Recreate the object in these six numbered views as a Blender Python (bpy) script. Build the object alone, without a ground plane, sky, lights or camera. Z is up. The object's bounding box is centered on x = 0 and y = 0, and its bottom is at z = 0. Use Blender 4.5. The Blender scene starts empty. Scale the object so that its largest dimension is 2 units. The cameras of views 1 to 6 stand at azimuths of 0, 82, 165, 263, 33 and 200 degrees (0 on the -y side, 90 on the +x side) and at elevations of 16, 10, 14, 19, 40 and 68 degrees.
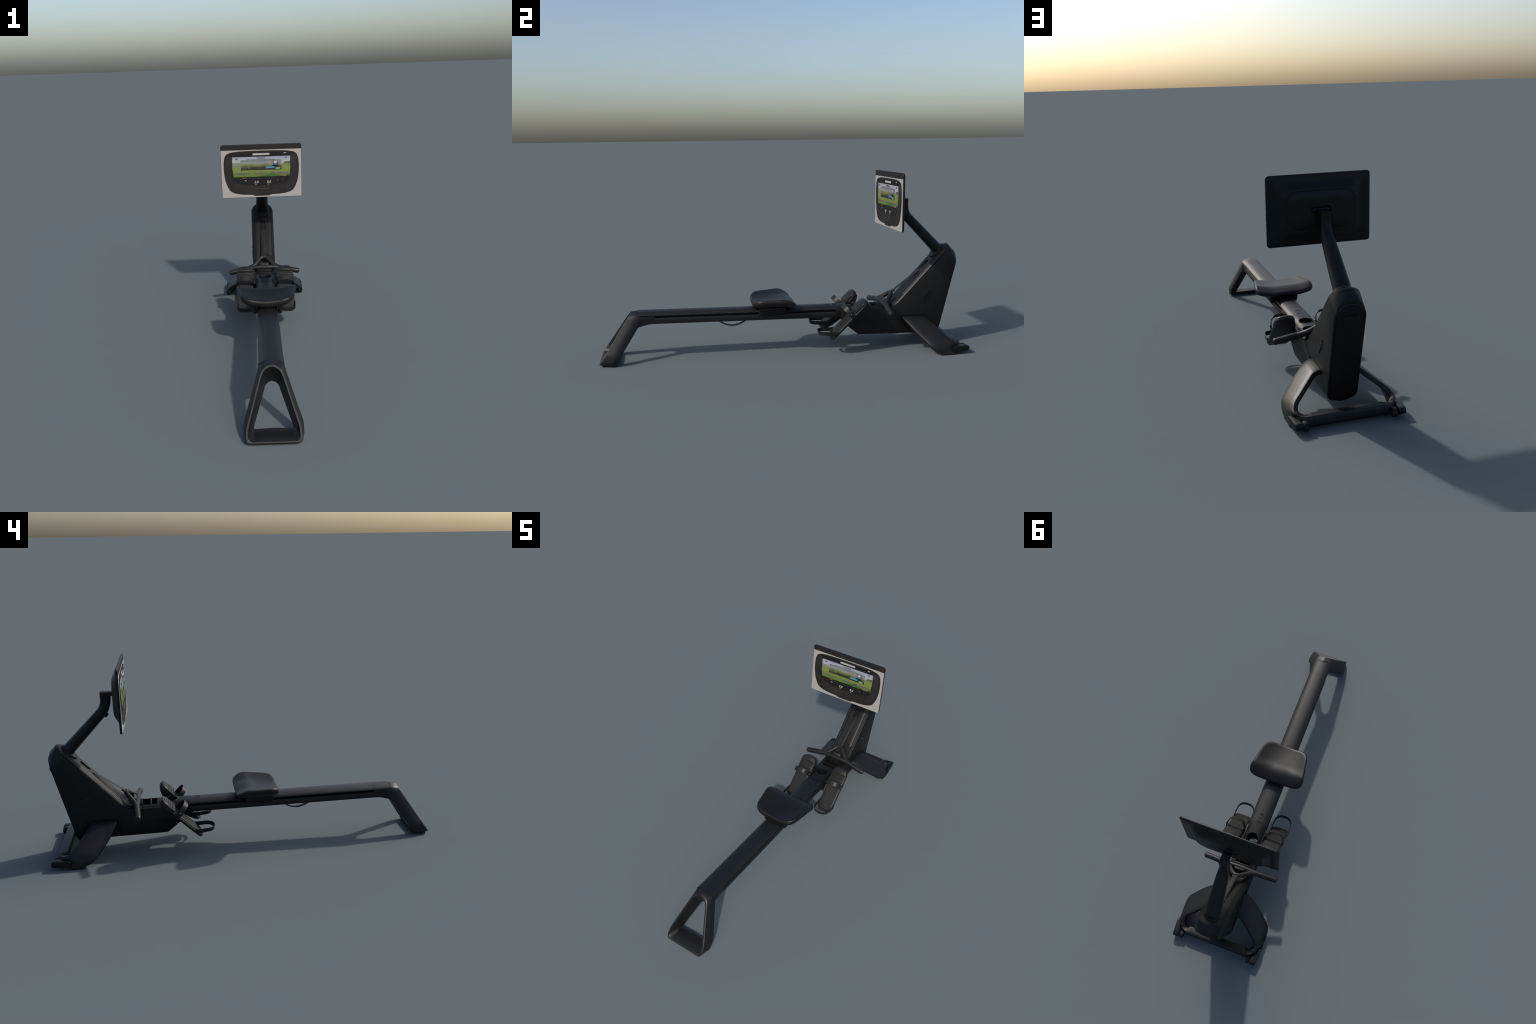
"""Indoor rowing machine: sloped drive housing with a tablet display on an arm, a long
rail with a sliding seat, an A-shaped rear leg, a wishbone front stand, foot plates, handle."""
import bpy, bmesh, math, random
from math import sin, cos, pi, sqrt, radians
from mathutils import Vector, Matrix

random.seed(7)
SC = bpy.context.scene

# ------------------------------------------------------------------ materials
def material(name, color, rough=0.5, spec=0.5, var=0.15, grain=0.0, gscale=400.0, coat=0.0, metallic=0.0, scale=9.0):
    m = bpy.data.materials.new(name); m.use_nodes = True
    nt = m.node_tree; N = nt.nodes; L = nt.links
    b = N['Principled BSDF']
    tc = N.new('ShaderNodeTexCoord')
    no = N.new('ShaderNodeTexNoise'); no.inputs['Scale'].default_value = scale; no.inputs['Detail'].default_value = 3
    L.new(tc.outputs['Object'], no.inputs['Vector'])
    r = N.new('ShaderNodeValToRGB')
    lo = [c * (1 - var) for c in color]; hi = [c * (1 + var) for c in color]
    r.color_ramp.elements[0].color = (*lo, 1); r.color_ramp.elements[0].position = 0.3
    r.color_ramp.elements[1].color = (*hi, 1); r.color_ramp.elements[1].position = 0.7
    L.new(no.outputs['Fac'], r.inputs['Fac']); L.new(r.outputs['Color'], b.inputs['Base Color'])
    b.inputs['Roughness'].default_value = rough
    b.inputs['Specular IOR Level'].default_value = spec
    b.inputs['Coat Weight'].default_value = coat
    b.inputs['Metallic'].default_value = metallic
    if grain > 0:
        n2 = N.new('ShaderNodeTexNoise'); n2.inputs['Scale'].default_value = gscale; n2.inputs['Detail'].default_value = 2
        L.new(tc.outputs['Object'], n2.inputs['Vector'])
        bu = N.new('ShaderNodeBump'); bu.inputs['Strength'].default_value = grain; bu.inputs['Distance'].default_value = 0.001
        L.new(n2.outputs['Fac'], bu.inputs['Height']); L.new(bu.outputs['Normal'], b.inputs['Normal'])
    return m

def two_tone(name, stops, axis='Z', lo=0.0, hi=1.0, noise=0.0, nscale=40.0, rough=0.5, spec=0.3):
    """Printed picture colour: a ramp along one object axis, broken up by noise."""
    m = bpy.data.materials.new(name); m.use_nodes = True
    nt = m.node_tree; N = nt.nodes; L = nt.links; b = N['Principled BSDF']
    tc = N.new('ShaderNodeTexCoord'); sx = N.new('ShaderNodeSeparateXYZ'); L.new(tc.outputs['Object'], sx.inputs[0])
    mr = N.new('ShaderNodeMapRange'); mr.inputs['From Min'].default_value = lo; mr.inputs['From Max'].default_value = hi
    L.new(sx.outputs[axis], mr.inputs['Value'])
    no = N.new('ShaderNodeTexNoise'); no.inputs['Scale'].default_value = nscale; no.inputs['Detail'].default_value = 4
    L.new(tc.outputs['Object'], no.inputs['Vector'])
    ma = N.new('ShaderNodeMath'); ma.operation = 'MULTIPLY_ADD'; ma.inputs[1].default_value = noise; 
    L.new(no.outputs['Fac'], ma.inputs[0])
    sb = N.new('ShaderNodeMath'); sb.operation = 'SUBTRACT'; sb.inputs[1].default_value = noise * 0.5
    L.new(mr.outputs['Result'], sb.inputs[0]); L.new(sb.outputs[0], ma.inputs[2])
    r = N.new('ShaderNodeValToRGB'); e = r.color_ramp.elements
    while len(e) < len(stops): e.new(0.5)
    for k, (p, c) in enumerate(stops): e[k].position = p; e[k].color = (*c, 1)
    L.new(ma.outputs[0], r.inputs['Fac']); L.new(r.outputs['Color'], b.inputs['Base Color'])
    b.inputs['Roughness'].default_value = rough; b.inputs['Specular IOR Level'].default_value = spec
    return m

BK = 0.0050
M_body = material('matte_black_plastic', (BK, BK*1.0, BK*1.0), 0.45, 0.25, 0.06, 0.03, 900)
M_metal = material('satin_black_metal', (BK*1.1, BK*1.1, BK*1.1), 0.47, 0.36, 0.06, 0.03, 900)
M_arm = material('smooth_black_tube', (BK*.9, BK*.9, BK*.9), 0.45, 0.25, 0.06)
M_seat = material('black_seat_foam', (BK*1.15, BK*1.15, BK*1.15), 0.45, 0.25, 0.08, 0.04, 700)
M_rubber = material('black_rubber', (BK*.75, BK*.75, BK*.75), 0.7, 0.35, 0.1, 0.1, 600)
M_bed = material('charcoal_foot_bed', (.011, .0108, .0106), 0.45, 0.25, 0.08, 0.12, 500)
M_strap = material('black_strap', (.010, .010, .010), 0.45, 0.25, 0.08, 0.08, 700)
M_dark = material('deep_black', (.003, .003, .003), 0.8, 0.2, 0.05)  # flat black, also for patches and plugs standing in for openings
M_bolt = material('dark_steel_bolt', (.012, .012, .012), 0.3, 0.6, 0.05)
M_bezel = material('display_shell_black', (BK*.8, BK*.8, BK*.8), 0.45, 0.25, 0.05)
M_belt = material('woven_pull_belt', (.0095, .0094, .0092), 0.6, 0.25, 0.1, 0.2, 900)
M_mark = material('raised_emblem_black', (BK*.4, BK*.4, BK*.4), 0.3, 0.4, 0.05)
# printed picture on the display
M_white = material('printed_white_panel', (.255, .246, .238), 0.55, 0.3, 0.01)
M_con = material('printed_console_shell', (.0115, .0112, .011), 0.65, 0.18, 0.10, scale=14)
M_con2 = material('printed_console_inner', (.0145, .0142, .014), 0.65, 0.18, 0.35, scale=16)
M_con3 = material('printed_console_black', (.0065, .0065, .007), 0.65, 0.18, 0.2)
M_silver = material('printed_silver', (.30, .30, .29), 0.5, 0.3, 0.2, scale=60)
M_grey = material('printed_grey_bar', (.085, .085, .082), 0.6, 0.3, 0.05)
M_greytxt = material('printed_dim_text', (.035, .035, .035), 0.6, 0.3, 0.2)
M_dimline = material('printed_faint_line', (.022, .022, .022), 0.6, 0.3, 0.1)
M_orange = material('printed_orange', (.16, .035, .015), 0.6, 0.3, 0.3, scale=60)
M_blue = material('printed_blue', (.04, .17, .27), 0.6, 0.3, 0.2, scale=90)
M_navy = material('printed_navy', (.03, .075, .17), 0.6, 0.3, 0.2, scale=90)
M_green = material('printed_green', (.05, .14, .025), 0.6, 0.3, 0.1)
M_ink = material('printed_ink', (.05, .05, .06), 0.6, 0.3, 0.1)
M_skin = material('printed_skin', (.20, .11, .07), 0.6, 0.3, 0.2, scale=60)
M_path = material('printed_path', (.15, .105, .075), 0.6, 0.3, 0.35, scale=90)
M_bush = material('printed_bush', (.045, .075, .03), 0.6, 0.3, 0.4, scale=80)
M_darkfield = material('printed_dark_field', (.025, .07, .012), 0.6, 0.3, 0.5, scale=70)

# ------------------------------------------------------------------ mesh helpers
def finish(me, mat, angle=35):
    if mat is not None:
        me.materials.clear(); me.materials.append(mat)
    me.shade_smooth()
    if angle < 180: me.set_sharp_from_angle(angle=radians(angle))

def obj_from(name, verts, faces, mat, parent=None, angle=35):
    me = bpy.data.meshes.new(name)
    me.from_pydata([tuple(v) for v in verts], [], faces)
    bm = bmesh.new(); bm.from_mesh(me)
    bmesh.ops.remove_doubles(bm, verts=bm.verts, dist=1e-6)
    bmesh.ops.recalc_face_normals(bm, faces=bm.faces)
    if bm.calc_volume(signed=True) < 0: bmesh.ops.reverse_faces(bm, faces=bm.faces)
    bm.to_mesh(me); bm.free()
    finish(me, mat, angle)
    o = bpy.data.objects.new(name, me); SC.collection.objects.link(o)
    if parent: o.parent = parent
    return o

def loft(rings, closed_path=False, caps=True):
    n = len(rings[0]); V = [p for r in rings for p in r]; F = []
    m = len(rings)
    for i in range(m if closed_path else m - 1):
        a, b = i * n, ((i + 1) % m) * n
        for j in range(n):
            k = (j + 1) % n
            F.append((a + j, a + k, b + k, b + j))
    if caps and not closed_path:
        F.append(tuple(range(n))[::-1]); F.append(tuple(range((m - 1) * n, m * n)))
    return V, F

def prism(name, pts2, to3, d0, d1, mat=None, parent=None, angle=35):
    """pts2: outline; to3(a, b, d) -> xyz; extruded from d0 to d1."""
    r0 = [to3(a, b, d0) for a, b in pts2]; r1 = [to3(a, b, d1) for a, b in pts2]
    V, F = loft([r0, r1]); return obj_from(name, V, F, mat, parent, angle)

def modify(o, fn):
    """Add a modifier through fn, apply it, keep the object."""
    fn(o)
    dg = bpy.context.evaluated_depsgraph_get(); dg.update()
    me = bpy.data.meshes.new_from_object(o.evaluated_get(dg))
    old = o.data; o.modifiers.clear(); o.data = me; bpy.data.meshes.remove(old)
    return o

def boolean(o, cutter, op='DIFFERENCE', delete=True):
    def f(ob):
        m = ob.modifiers.new('b', 'BOOLEAN'); m.operation = op; m.object = cutter; m.solver = 'EXACT'
    modify(o, f)
    if delete: bpy.data.objects.remove(cutter, do_unlink=True)
    return o

def bevel(o, w, seg=2, ang=40, mat=None, smooth=35):
    def f(ob):
        m = ob.modifiers.new('v', 'BEVEL'); m.width = w; m.segments = seg; m.limit_method = 'ANGLE'; m.angle_limit = radians(ang)
        m.use_clamp_overlap = True
    modify(o, f); finish(o.data, mat, smooth); return o

def subsurf(o, lv=2):
    def f(ob):
        m = ob.modifiers.new('s', 'SUBSURF'); m.levels = lv; m.render_levels = lv
    modify(o, f); finish(o.data, None, 180); return o

def box(name, lo, hi, mat, parent=None, bv=0.0, seg=2):
    x0, y0, z0 = lo; x1, y1, z1 = hi
    o = prism(name, [(x0, y0), (x1, y0), (x1, y1), (x0, y1)], lambda a, b, d: (a, b, d), z0, z1, mat, parent)
    if bv: bevel(o, bv, seg, 30, mat)
    return o

def rrect(cx, cy, hw, hh, r, n=6):
    out = []
    for sx, sy, a0 in ((1, 1, 0), (-1, 1, 90), (-1, -1, 180), (1, -1, 270)):
        for k in range(n + 1):
            a = radians(a0 + 90 * k / n)
            out.append((cx + sx * (hw - r) + r * cos(a), cy + sy * (hh - r) + r * sin(a)))
    return out

def ellipse(cx, cy, a, b, n=32):
    return [(cx + a * cos(2 * pi * k / n), cy + b * sin(2 * pi * k / n)) for k in range(n)]

def smooth_line(pts, n):
    """Catmull-Rom through points of any dimension, n samples evenly by chord length."""
    P = [Vector(p) for p in pts]; out = []
    ext = [P[0] * 2 - P[1]] + P + [P[-1] * 2 - P[-2]]
    dense = []
    for i in range(1, len(ext) - 2):
        p0, p1, p2, p3 = ext[i - 1:i + 3]
        for k in range(16):
            t = k / 16
            dense.append(0.5 * ((2 * p1) + (p2 - p0) * t + (2 * p0 - 5 * p1 + 4 * p2 - p3) * t * t + (3 * p1 - p0 - 3 * p2 + p3) * t ** 3))
    dense.append(P[-1])
    return resample(dense, n)

def resample(P, n, closed=False):
    P = [Vector(p) for p in P]
    if closed: P = P + [P[0]]
    L = [0]
    for a, b in zip(P[:-1], P[1:]): L.append(L[-1] + (b - a).length)
    out = []; j = 0
    for k in range(n):
        t = L[-1] * k / (n if closed else n - 1)
        while j < len(P) - 2 and L[j + 1] < t: j += 1
        d = L[j + 1] - L[j]
        out.append(P[j].lerp(P[j + 1], 0 if d == 0 else (t - L[j]) / d))
    return out

def round_poly(pts, radii, n=6):
    """Polygon with each corner rounded by its own radius."""
    out = []; m = len(pts)
    for i in range(m):
        p = Vector(pts[i]); a = Vector(pts[i - 1]) - p; b = Vector(pts[(i + 1) % m]) - p
        r = radii[i] if hasattr(radii, '__len__') else radii
        la, lb = a.length, b.length
        if r <= 0: out.append(tuple(p)); continue
        a.normalize(); b.normalize(); half = max(1e-4, a.angle(b) / 2)
        t = min(r / math.tan(half), la * .49, lb * .49)
        s, e = p + a * t, p + b * t
        for k in range(n + 1):
            u = k / n
            out.append(tuple(s * (1 - u) ** 2 + p * 2 * u * (1 - u) + e * u * u))
    return out

def tube(name, path, radius, mat, parent=None, seg=16, caps=True, round_end=False, flat=None):
    """Round tube along a 3D path; radius a number or one per point."""
    P = [Vector(p) for p in path]; R = list(radius) if hasattr(radius, '__len__') else [radius] * len(P)
    if round_end:
        def cap(P, R):
            d = (P[0] - P[1]).normalized(); r = R[0]; newP, newR = [], []
            for k in range(5, 0, -1):
                a = k / 5 * pi / 2
                newP.append(P[0] + d * r * .6 * sin(a)); newR.append(max(r * cos(a), r * .05))
            return newP + P, newR + R
        P, R = cap(P, R); P.reverse(); R.reverse(); P, R = cap(P, R)
    rings = []; T = [(P[min(i + 1, len(P) - 1)] - P[max(i - 1, 0)]).normalized() for i in range(len(P))]
    up = Vector((0, 0, 1)) if abs(T[0].z) < .9 else Vector((0, 1, 0))
    nrm = (up - T[0] * up.dot(T[0])).normalized()
    for p, r, t in zip(P, R, T):
        nrm = (nrm - t * nrm.dot(t)).normalized(); bi = t.cross(nrm)
        rings.append([p + (nrm * cos(2 * pi * k / seg) + bi * sin(2 * pi * k / seg)) * r for k in range(seg)])
    V, F = loft(rings, caps=caps); return obj_from(name, V, F, mat, parent, 60)

def ribbon(name, path, widthdir, hw, th, mat, parent=None):
    """Flat strap along a path, with real thickness."""
    P = [Vector(p) for p in path]; rings = []
    for i, p in enumerate(P):
        t = (P[min(i + 1, len(P) - 1)] - P[max(i - 1, 0)]).normalized()
        w = Vector(widthdir(i) if callable(widthdir) else widthdir); w = (w - t * w.dot(t)).normalized()
        n = t.cross(w); h = hw(i) if callable(hw) else hw
        rings.append([p + w * (sx * h) + n * (sn * th / 2) for sx, sn in ((-1, -.5), (-.94, -1), (.94, -1), (1, -.5), (1, .5), (.94, 1), (-.94, 1), (-1, .5))])
    V, F = loft(rings); return obj_from(name, V, F, mat, parent, 40)

def join(objs, name, parent=None):
    """Merge helper meshes into one part (keeps material slots)."""
    base = objs[0]; bm = bmesh.new(); mats = []
    for o in objs:
        me = o.data; idx = {}
        for k, m in enumerate(me.materials):
            if m not in mats: mats.append(m)
            idx[k] = mats.index(m)
        t = me.copy(); t.transform(o.matrix_world if o.parent is None else o.matrix_basis)
        for p in t.polygons: p.material_index = idx.get(p.material_index, 0)
        bm.from_mesh(t); bpy.data.meshes.remove(t)
    me = bpy.data.meshes.new(name); bm.to_mesh(me); bm.free()
    for m in mats: me.materials.append(m)
    for o in objs: bpy.data.objects.remove(o, do_unlink=True)
    o = bpy.data.objects.new(name, me); SC.collection.objects.link(o); o.parent = parent
    return o

# ------------------------------------------------------------------ the thing
root = bpy.data.objects.new('rowing_machine', None); SC.collection.objects.link(root)
root['label'] = 'black indoor rowing machine with tablet display on angled arm'
root['category'] = 'exercise machine'

# ---- rail ---------------------------------------------------------------
RAIL_SLOPE = -0.0150
def rail_top(y): return 0.2705 + RAIL_SLOPE * (y + 0.77)
def dome_half(hw, depth=.065, slot=True):
    """Right half of the rail section from crown to the middle of the underside (x, dz)."""
    s = hw / .052
    h = [(0, 0), (.012 * s, -.0003), (.022 * s, -.0013), (.031 * s, -.0033), (.039 * s, -.0063), (.0455 * s, -.0102), (.0500 * s, -.0142), (hw, -.0172), (hw - .0008, -.0195), (hw - .004, -.0208)]
    if slot: h += [(hw - .024, -.0212), (hw - .024, -.0312), (hw - .004, -.0315), (hw - .0012, -.0322), (hw - .0005, -.0340)]
    else: h += [(hw - .004, -.024), (hw - .004, -.028), (hw - .004, -.031), (hw - .004, -.034), (hw - .004, -.038)]
    lw = hw - (.0005 if slot else .004)
    h += [(lw, -depth + .005), (lw - .0015, -depth + .0015), (lw - .005, -depth), (0, -depth)]
    return h
def full_section(half):
    return half[:-1] + [half[-1]] + [(-x, z) for x, z in half[-2:0:-1]]
def rail_rings(ys, hw, depth=.065, slot=True, dz=0.0, shear=None):
    R = []
    for y in ys:
        R.append([(x, y, rail_top(y) + z + dz) for x, z in full_section(dome_half(hw, depth, slot))])
    return R
V, F = loft(rail_rings([-.705, -.45, -.2, .05, .30], .052))
rail = obj_from('rail', V, F, M_metal, root, 30)
# front part of the rail top: button, slit and cup opening live on the housing top (below)

# ---- rear leg (hollow A-frame) -------------------------------------------
def leg_front_y(z): return -.9975 + (z - .016) * .6655
def half_to_full(h):
    return [Vector((x, z)) for x, z in h] + [Vector((-x, z)) for x, z in h[-2:0:-1]]
def contour(pts, radii, n=120):
    """Closed, symmetric contour in (x, z) given by its right half, bottom centre to top centre."""
    full = pts + [(-x, z) for x, z in pts[::-1] if x > 1e-6]
    rad = radii + [r for (x, z), r in zip(pts[::-1], radii[::-1]) if x > 1e-6]
    return resample(round_poly(full, rad, 8), n, closed=True)
O_lip = contour([(0, .008), (.1135, .008), (.1085, .060), (.0540, .218), (.040, .252), (0, .2718)], [0, .045, .05, .04, .035, .03])
I_lip = contour([(0, .0175), (.1035, .0175), (.0995, .062), (.0450, .220), (.031, .247), (0, .2615)], [0, .038, .05, .04, .032, .03])
O_mid = contour([(0, .004), (.1190, .004), (.1180, .062), (.0585, .230), (.0515, .258), (0, .2735)], [0, .022, .05, .05, .02, .06])
O_bck = contour([(0, .002), (.1215, .002), (.1215, .050), (.0600, .212), (.052, .250), (0, .264)], [0, .012, .05, .05, .02, .05])
O_bk2 = contour([(0, .004), (.1150, .004), (.1150, .048), (.0545, .203), (.048, .240), (0, .252)], [0, .012, .05, .05, .02, .05])
I_bck = contour([(0, .024), (.080, .022), (.078, .032), (.0330, .150), (.026, .170), (0, .182)], [0, .008, .01, .05, .025, .02])
I_mid = contour([(0, .032), (.090, .032), (.087, .052), (.0390, .185), (.030, .210), (0, .222)], [0, .012, .02, .05, .025, .02])
def sheared(C, h, extra=0.0):
    return [(p.x, min(leg_front_y(max(p.y, .012)) + h, -.70), max(p.y, 0.0)) for p in C]
rings = [sheared(I_lip, .002), sheared(O_lip, .002)]
rings = [sheared(I_lip, .003), sheared([a.lerp(b, .18) for a, b in zip(I_lip, O_lip)], .0005), sheared([a.lerp(b, .42) for a, b in zip(I_lip, O_lip)], .0005),
         sheared([a.lerp(b, .5) for a, b in zip(I_lip, O_lip)], .0022), sheared([a.lerp(b, .58) for a, b in zip(I_lip, O_lip)], .0005),
         sheared([a.lerp(b, .85) for a, b in zip(I_lip, O_lip)], .0005), sheared(O_lip, .0025),
         sheared([a.lerp(b, .30) for a, b in zip(O_lip, O_mid)], .0045), sheared([a.lerp(b, .65) for a, b in zip(O_lip, O_mid)], .025), sheared(O_mid, .045),
         sheared(O_bck, .068), sheared(O_bk2, .088), sheared(I_bck, .088), sheared(I_mid, .045)]
V, F = loft(rings, closed_path=True)
rear_leg = obj_from('a_frame_leg', V, F, M_metal, root, 32)
# sleeve joining the leg to the rail: same crown as the rail, a little larger
def sleeve_ring(y, hw, depth, shear):
    pts = []
    for x, dz in full_section(dome_half(hw, depth, False)):
        z = rail_top(max(y, -.77)) + .0003 + dz
        yy = max(y, leg_front_y(z) + .040) if shear else y
        pts.append((x, yy, z))
    return pts
V, F = loft([sleeve_ring(-.700, .0522, .0653, False), sleeve_ring(-.735, .0524, .068, False), sleeve_ring(-.765, .0528, .075, False), sleeve_ring(-.80, .0535, .085, True)])
obj_from('rail_sleeve', V, F, M_metal, rear_leg, 30)
# rubber sole strip under the A-frame
box('foot_sole', (-.104, -.985, 0), (.104, -.925, .006), M_rubber, rear_leg, .002)
for sx in (-1, 1):
    o = tube('bolt', [(sx * .0525, -.752, .2335), (sx * .0560, -.752, .2335)], [.004, .0035], M_bolt, rear_leg, 12)

# ---- cable loop under the rail -------------------------------------------
path = smooth_line([(0, -.372, .2015), (0, -.355, .190), (0, -.320, .171), (0, -.283, .1630), (0, -.246, .169), (0, -.212, .186), (0, -.196, .1995)], 28)
ribbon('pull_loop', path, (1, 0, 0), .008, .0055, M_strap, root)
for y in (-.366, -.200):
    box('loop_anchor', (-.009, y - .011, rail_top(y) - .071), (.009, y + .011, rail_top(y) - .0648), M_body, root, .0015)

# ---- seat -----------------------------------------------------------------
plan = round_poly([(0, .057), (.1655, .054), (.1250, -.171), (0, -.174), (-.1250, -.171), (-.1655, .054)], [0, .050, .062, 0, .062, .050], 12)
plan = resample(plan, 96, closed=True)
def seat_top_z(x, y, apron=1.0):
    f = min(1, max(0, (y + .165) / .22)); f = f * f * (3 - 2 * f)
    side = min(1.25, abs(x) / .13)
    back = .3015 + .023 * side ** 2
    front = .3165 + .006 * side ** 2 - .004 * math.exp(-((abs(x) - .07) / .035) ** 2)
    mid_dip = -.001 * math.exp(-((y + .05) / .06) ** 2) * (1 - min(1, side) ** 2)
    slope = max(0.0, y + .012) / .070
    return back * (1 - f) + front * f + mid_dip - apron * .0225 * slope ** 1.6 + .003 * math.exp(-((y + .01) / .03) ** 2)
cen = Vector((0, -.055))
rings = []
for s in (0.04, .2, .4, .6, .76, .87, .94):
    rings.append([(cen.x + (p.x - cen.x) * s, cen.y + (p.y - cen.y) * s, seat_top_z(cen.x + (p.x - cen.x) * s, cen.y + (p.y - cen.y) * s)) for p in plan])
for s, dz, ap in ((.972, -.0022, 1), (.990, -.0065, .95), (1.0, -.0125, .8), (.998, -.0215, .5), (.980, -.0300, .3), (.93, -.037, .15), (.85, -.0425, 0), (.6, -.046, 0)):
    rings.append([(cen.x + (p.x - cen.x) * s, cen.y + (p.y - cen.y) * s, seat_top_z(p.x * .96, cen.y + (p.y - cen.y) * .96, ap) + dz) for p in plan])
rings.append([(cen.x + (p.x - cen.x) * .3, cen.y + (p.y - cen.y) * .3, .262) for p in plan])
V, F = loft(rings)
seat = obj_from('seat', V, F, M_seat, root, 180)
# carriage straddling the rail
half = [(0, .272), (.058, .272), (.079, .268), (.0785, .250), (.0725, .2265), (.062, .222), (.058, .232), (.0580, .244), (.054, .2555), (.040, .2625), (0, .2645)]
sec = half + [(-x, z) for x, z in half[-2:0:-1]]
car = prism('seat_carriage', sec, lambda a, b, d: (a, d, b), -.143, .003, M_body, seat)
bevel(car, .003, 2, 50, M_body)
for sx in (-1, 1):
    for y in (-.118, -.022):
        tube('carriage_wheel', [(sx * .0500, y, .230), (sx * .0585, y, .230)], .0095, M_rubber, seat, 20)

# ---- drive housing --------------------------------------------------------
SD = Vector((.690, .724)); SN = Vector((-.724, .690))       # slope direction / outward normal in (y, z)
E0 = Vector((.645, .259))                                    # a point on the slope's side edge
S_TIP = Vector((.950, .577))
prof = [(.318, .236), (.318, .185), (.345, .150), (.418, .090), (.74, .081), (.866, .058), (.880, .075), (.982, .485), (.984, .552), (.9535, .5795), (.645, .259), (.628, .2435), (.604, .2345), (.50, .2330)]
prof = round_poly(prof, [0, .02, .03, .015, .02, .012, .02, .035, .035, .0, .05, .05, .06, 0], 6)
body = prism('drive_housing', prof, lambda a, b, d: (d, a, b), -.068, .068, M_body)
# the flanks step in where the foot plates pass
for sx in (-1, 1):
    stepin = [(.27, .125), (.335, .178), (.430, .270), (.43, .40), (.27, .40)]
    boolean(body, prism('c', stepin, lambda a, b, d: (d, a, b), sx * .0550, sx * .12))
# rounded keel
keel = round_poly([(.068, .9), (-.068, .9), (-.068, .058), (.068, .058)], [0, 0, .055, .055], 10)
boolean(body, prism('c', keel, lambda a, b, d: (a, d, b), .2, 1.2), 'INTERSECT')
# rounded hood end (stadium seen square to the slope)
s_tip = S_TIP.dot(SD)
stad = [(.068, -.5), (.068, s_tip - .068)] + [(.068 * cos(radians(a)), s_tip - .068 + .068 * sin(radians(a))) for a in range(9, 180, 9)] + [(-.068, s_tip - .068), (-.068, -.5)]
def slope3(a, s, d):
    q = SD * s + SN * d; return (a, q.x, q.y)
boolean(body, prism('c', stad, slope3, -1.6, .8), 'INTERSECT')
bevel(body, .004, 2, 38, M_body)
# side seams and the recess around the stand
for sx in (-1, 1):
    boolean(body, box('c', (min(sx * .0668, sx * .09), .25, .1655), (max(sx * .0668, sx * .09), 1.0, .1672), None))
    rec = round_poly([(.655, .1865), (.815, .1865), (.850, .150), (.850, .13), (.72, .04), (.655, .13)], [.012, .012, .01, .01, .01, .03], 5)
    boolean(body, prism('c', rec, lambda a, b, d: (d, a, b), sx * .0635, sx * .09))
finish(body.data, M_body, 33)
body.parent = root

# slope cover with raised rim, groove and a cable trough, running over the knee
spine = smooth_line([(.562, .2335), (.590, .2345), (.613, .2395), (.632, .2495), (.655, .2705), (.70, .3185), (.80, .4245), (.88, .509), (.9505, .5785)], 90)
spine = [Vector((p[0], p[1])) for p in [(v.x, v.y) for v in [Vector((q[0], q[1])) for q in spine]]]
LEN = [0.0]
for a, b in zip(spine[:-1], spine[1:]): LEN.append(LEN[-1] + (b - a).length)
TOT = LEN[-1]; RC = .0655
def at_s(s):
    for k in range(len(LEN) - 1):
        if LEN[k + 1] >= s or k == len(LEN) - 2:
            t = (s - LEN[k]) / (LEN[k + 1] - LEN[k]); p = spine[k].lerp(spine[k + 1], t)
            d = (spine[min(k + 2, len(spine) - 1)] - spine[max(k - 1, 0)]).normalized(); return p, Vector((-d.y, d.x))
def sstep(a, b, x):
    t = min(1, max(0, (x - a) / (b - a))); return t * t * (3 - 2 * t)
def cover_h(x, s):
    ax = abs(x)
    e = RC - ax if s < TOT - RC else RC - sqrt(x * x + (s - (TOT - RC)) ** 2)
    e = max(0, e)
    k = min(1.0, e / .030)
    rim = .0002 + .0125 * (1 - (1 - k) ** 2.4)
    groove = -.0020 * math.exp(-((e - .0120) / .0011) ** 2)
    return rim + groove - .0018 * sstep(.02, .06, e) * sstep(0, .04, s) * (1 - sstep(.10, .2, s))
srows = [0, .0015] + [TOT * k / 110 for k in range(1, 90)] 
srows = [s for s in srows if s < TOT - RC] + [TOT - RC + RC * sin(pi / 2 * k / 26) for k in range(0, 27)]
ecols = sorted(set([round(v, 5) for v in [0, .0015, .003, .005, .0075, .0095, .0103, .0110, .0115, .0120, .0127, .0135, .015, .0185, .023, .028, .034, .041, .048, .055, .062, 1e9]]))
rows = []
for s in srows:
    w = RC if s <= TOT - RC else sqrt(max(1e-8, RC * RC - (s - (TOT - RC)) ** 2))
    p, n = at_s(s); half = []
    for e in ecols:
        x = max(0.0, w * (1 - e / RC)) if e < 1 else 0.0
        half.append(x)
    xs = half[:-1] + [0.0] + [-x for x in half[-2::-1]]
    row = []
    for x in xs:
        h = cover_h(x, s); q = p + n * h; row.append((x, q.x, q.y))
    rows.append(row)
nc = len(rows[0]); V = [v for r in rows for v in r]; F = []
for i in range(len(rows) - 1):
    for j in range(nc - 1): F.append((i * nc + j, i * nc + j + 1, (i + 1) * nc + j + 1, (i + 1) * nc + j))
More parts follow.
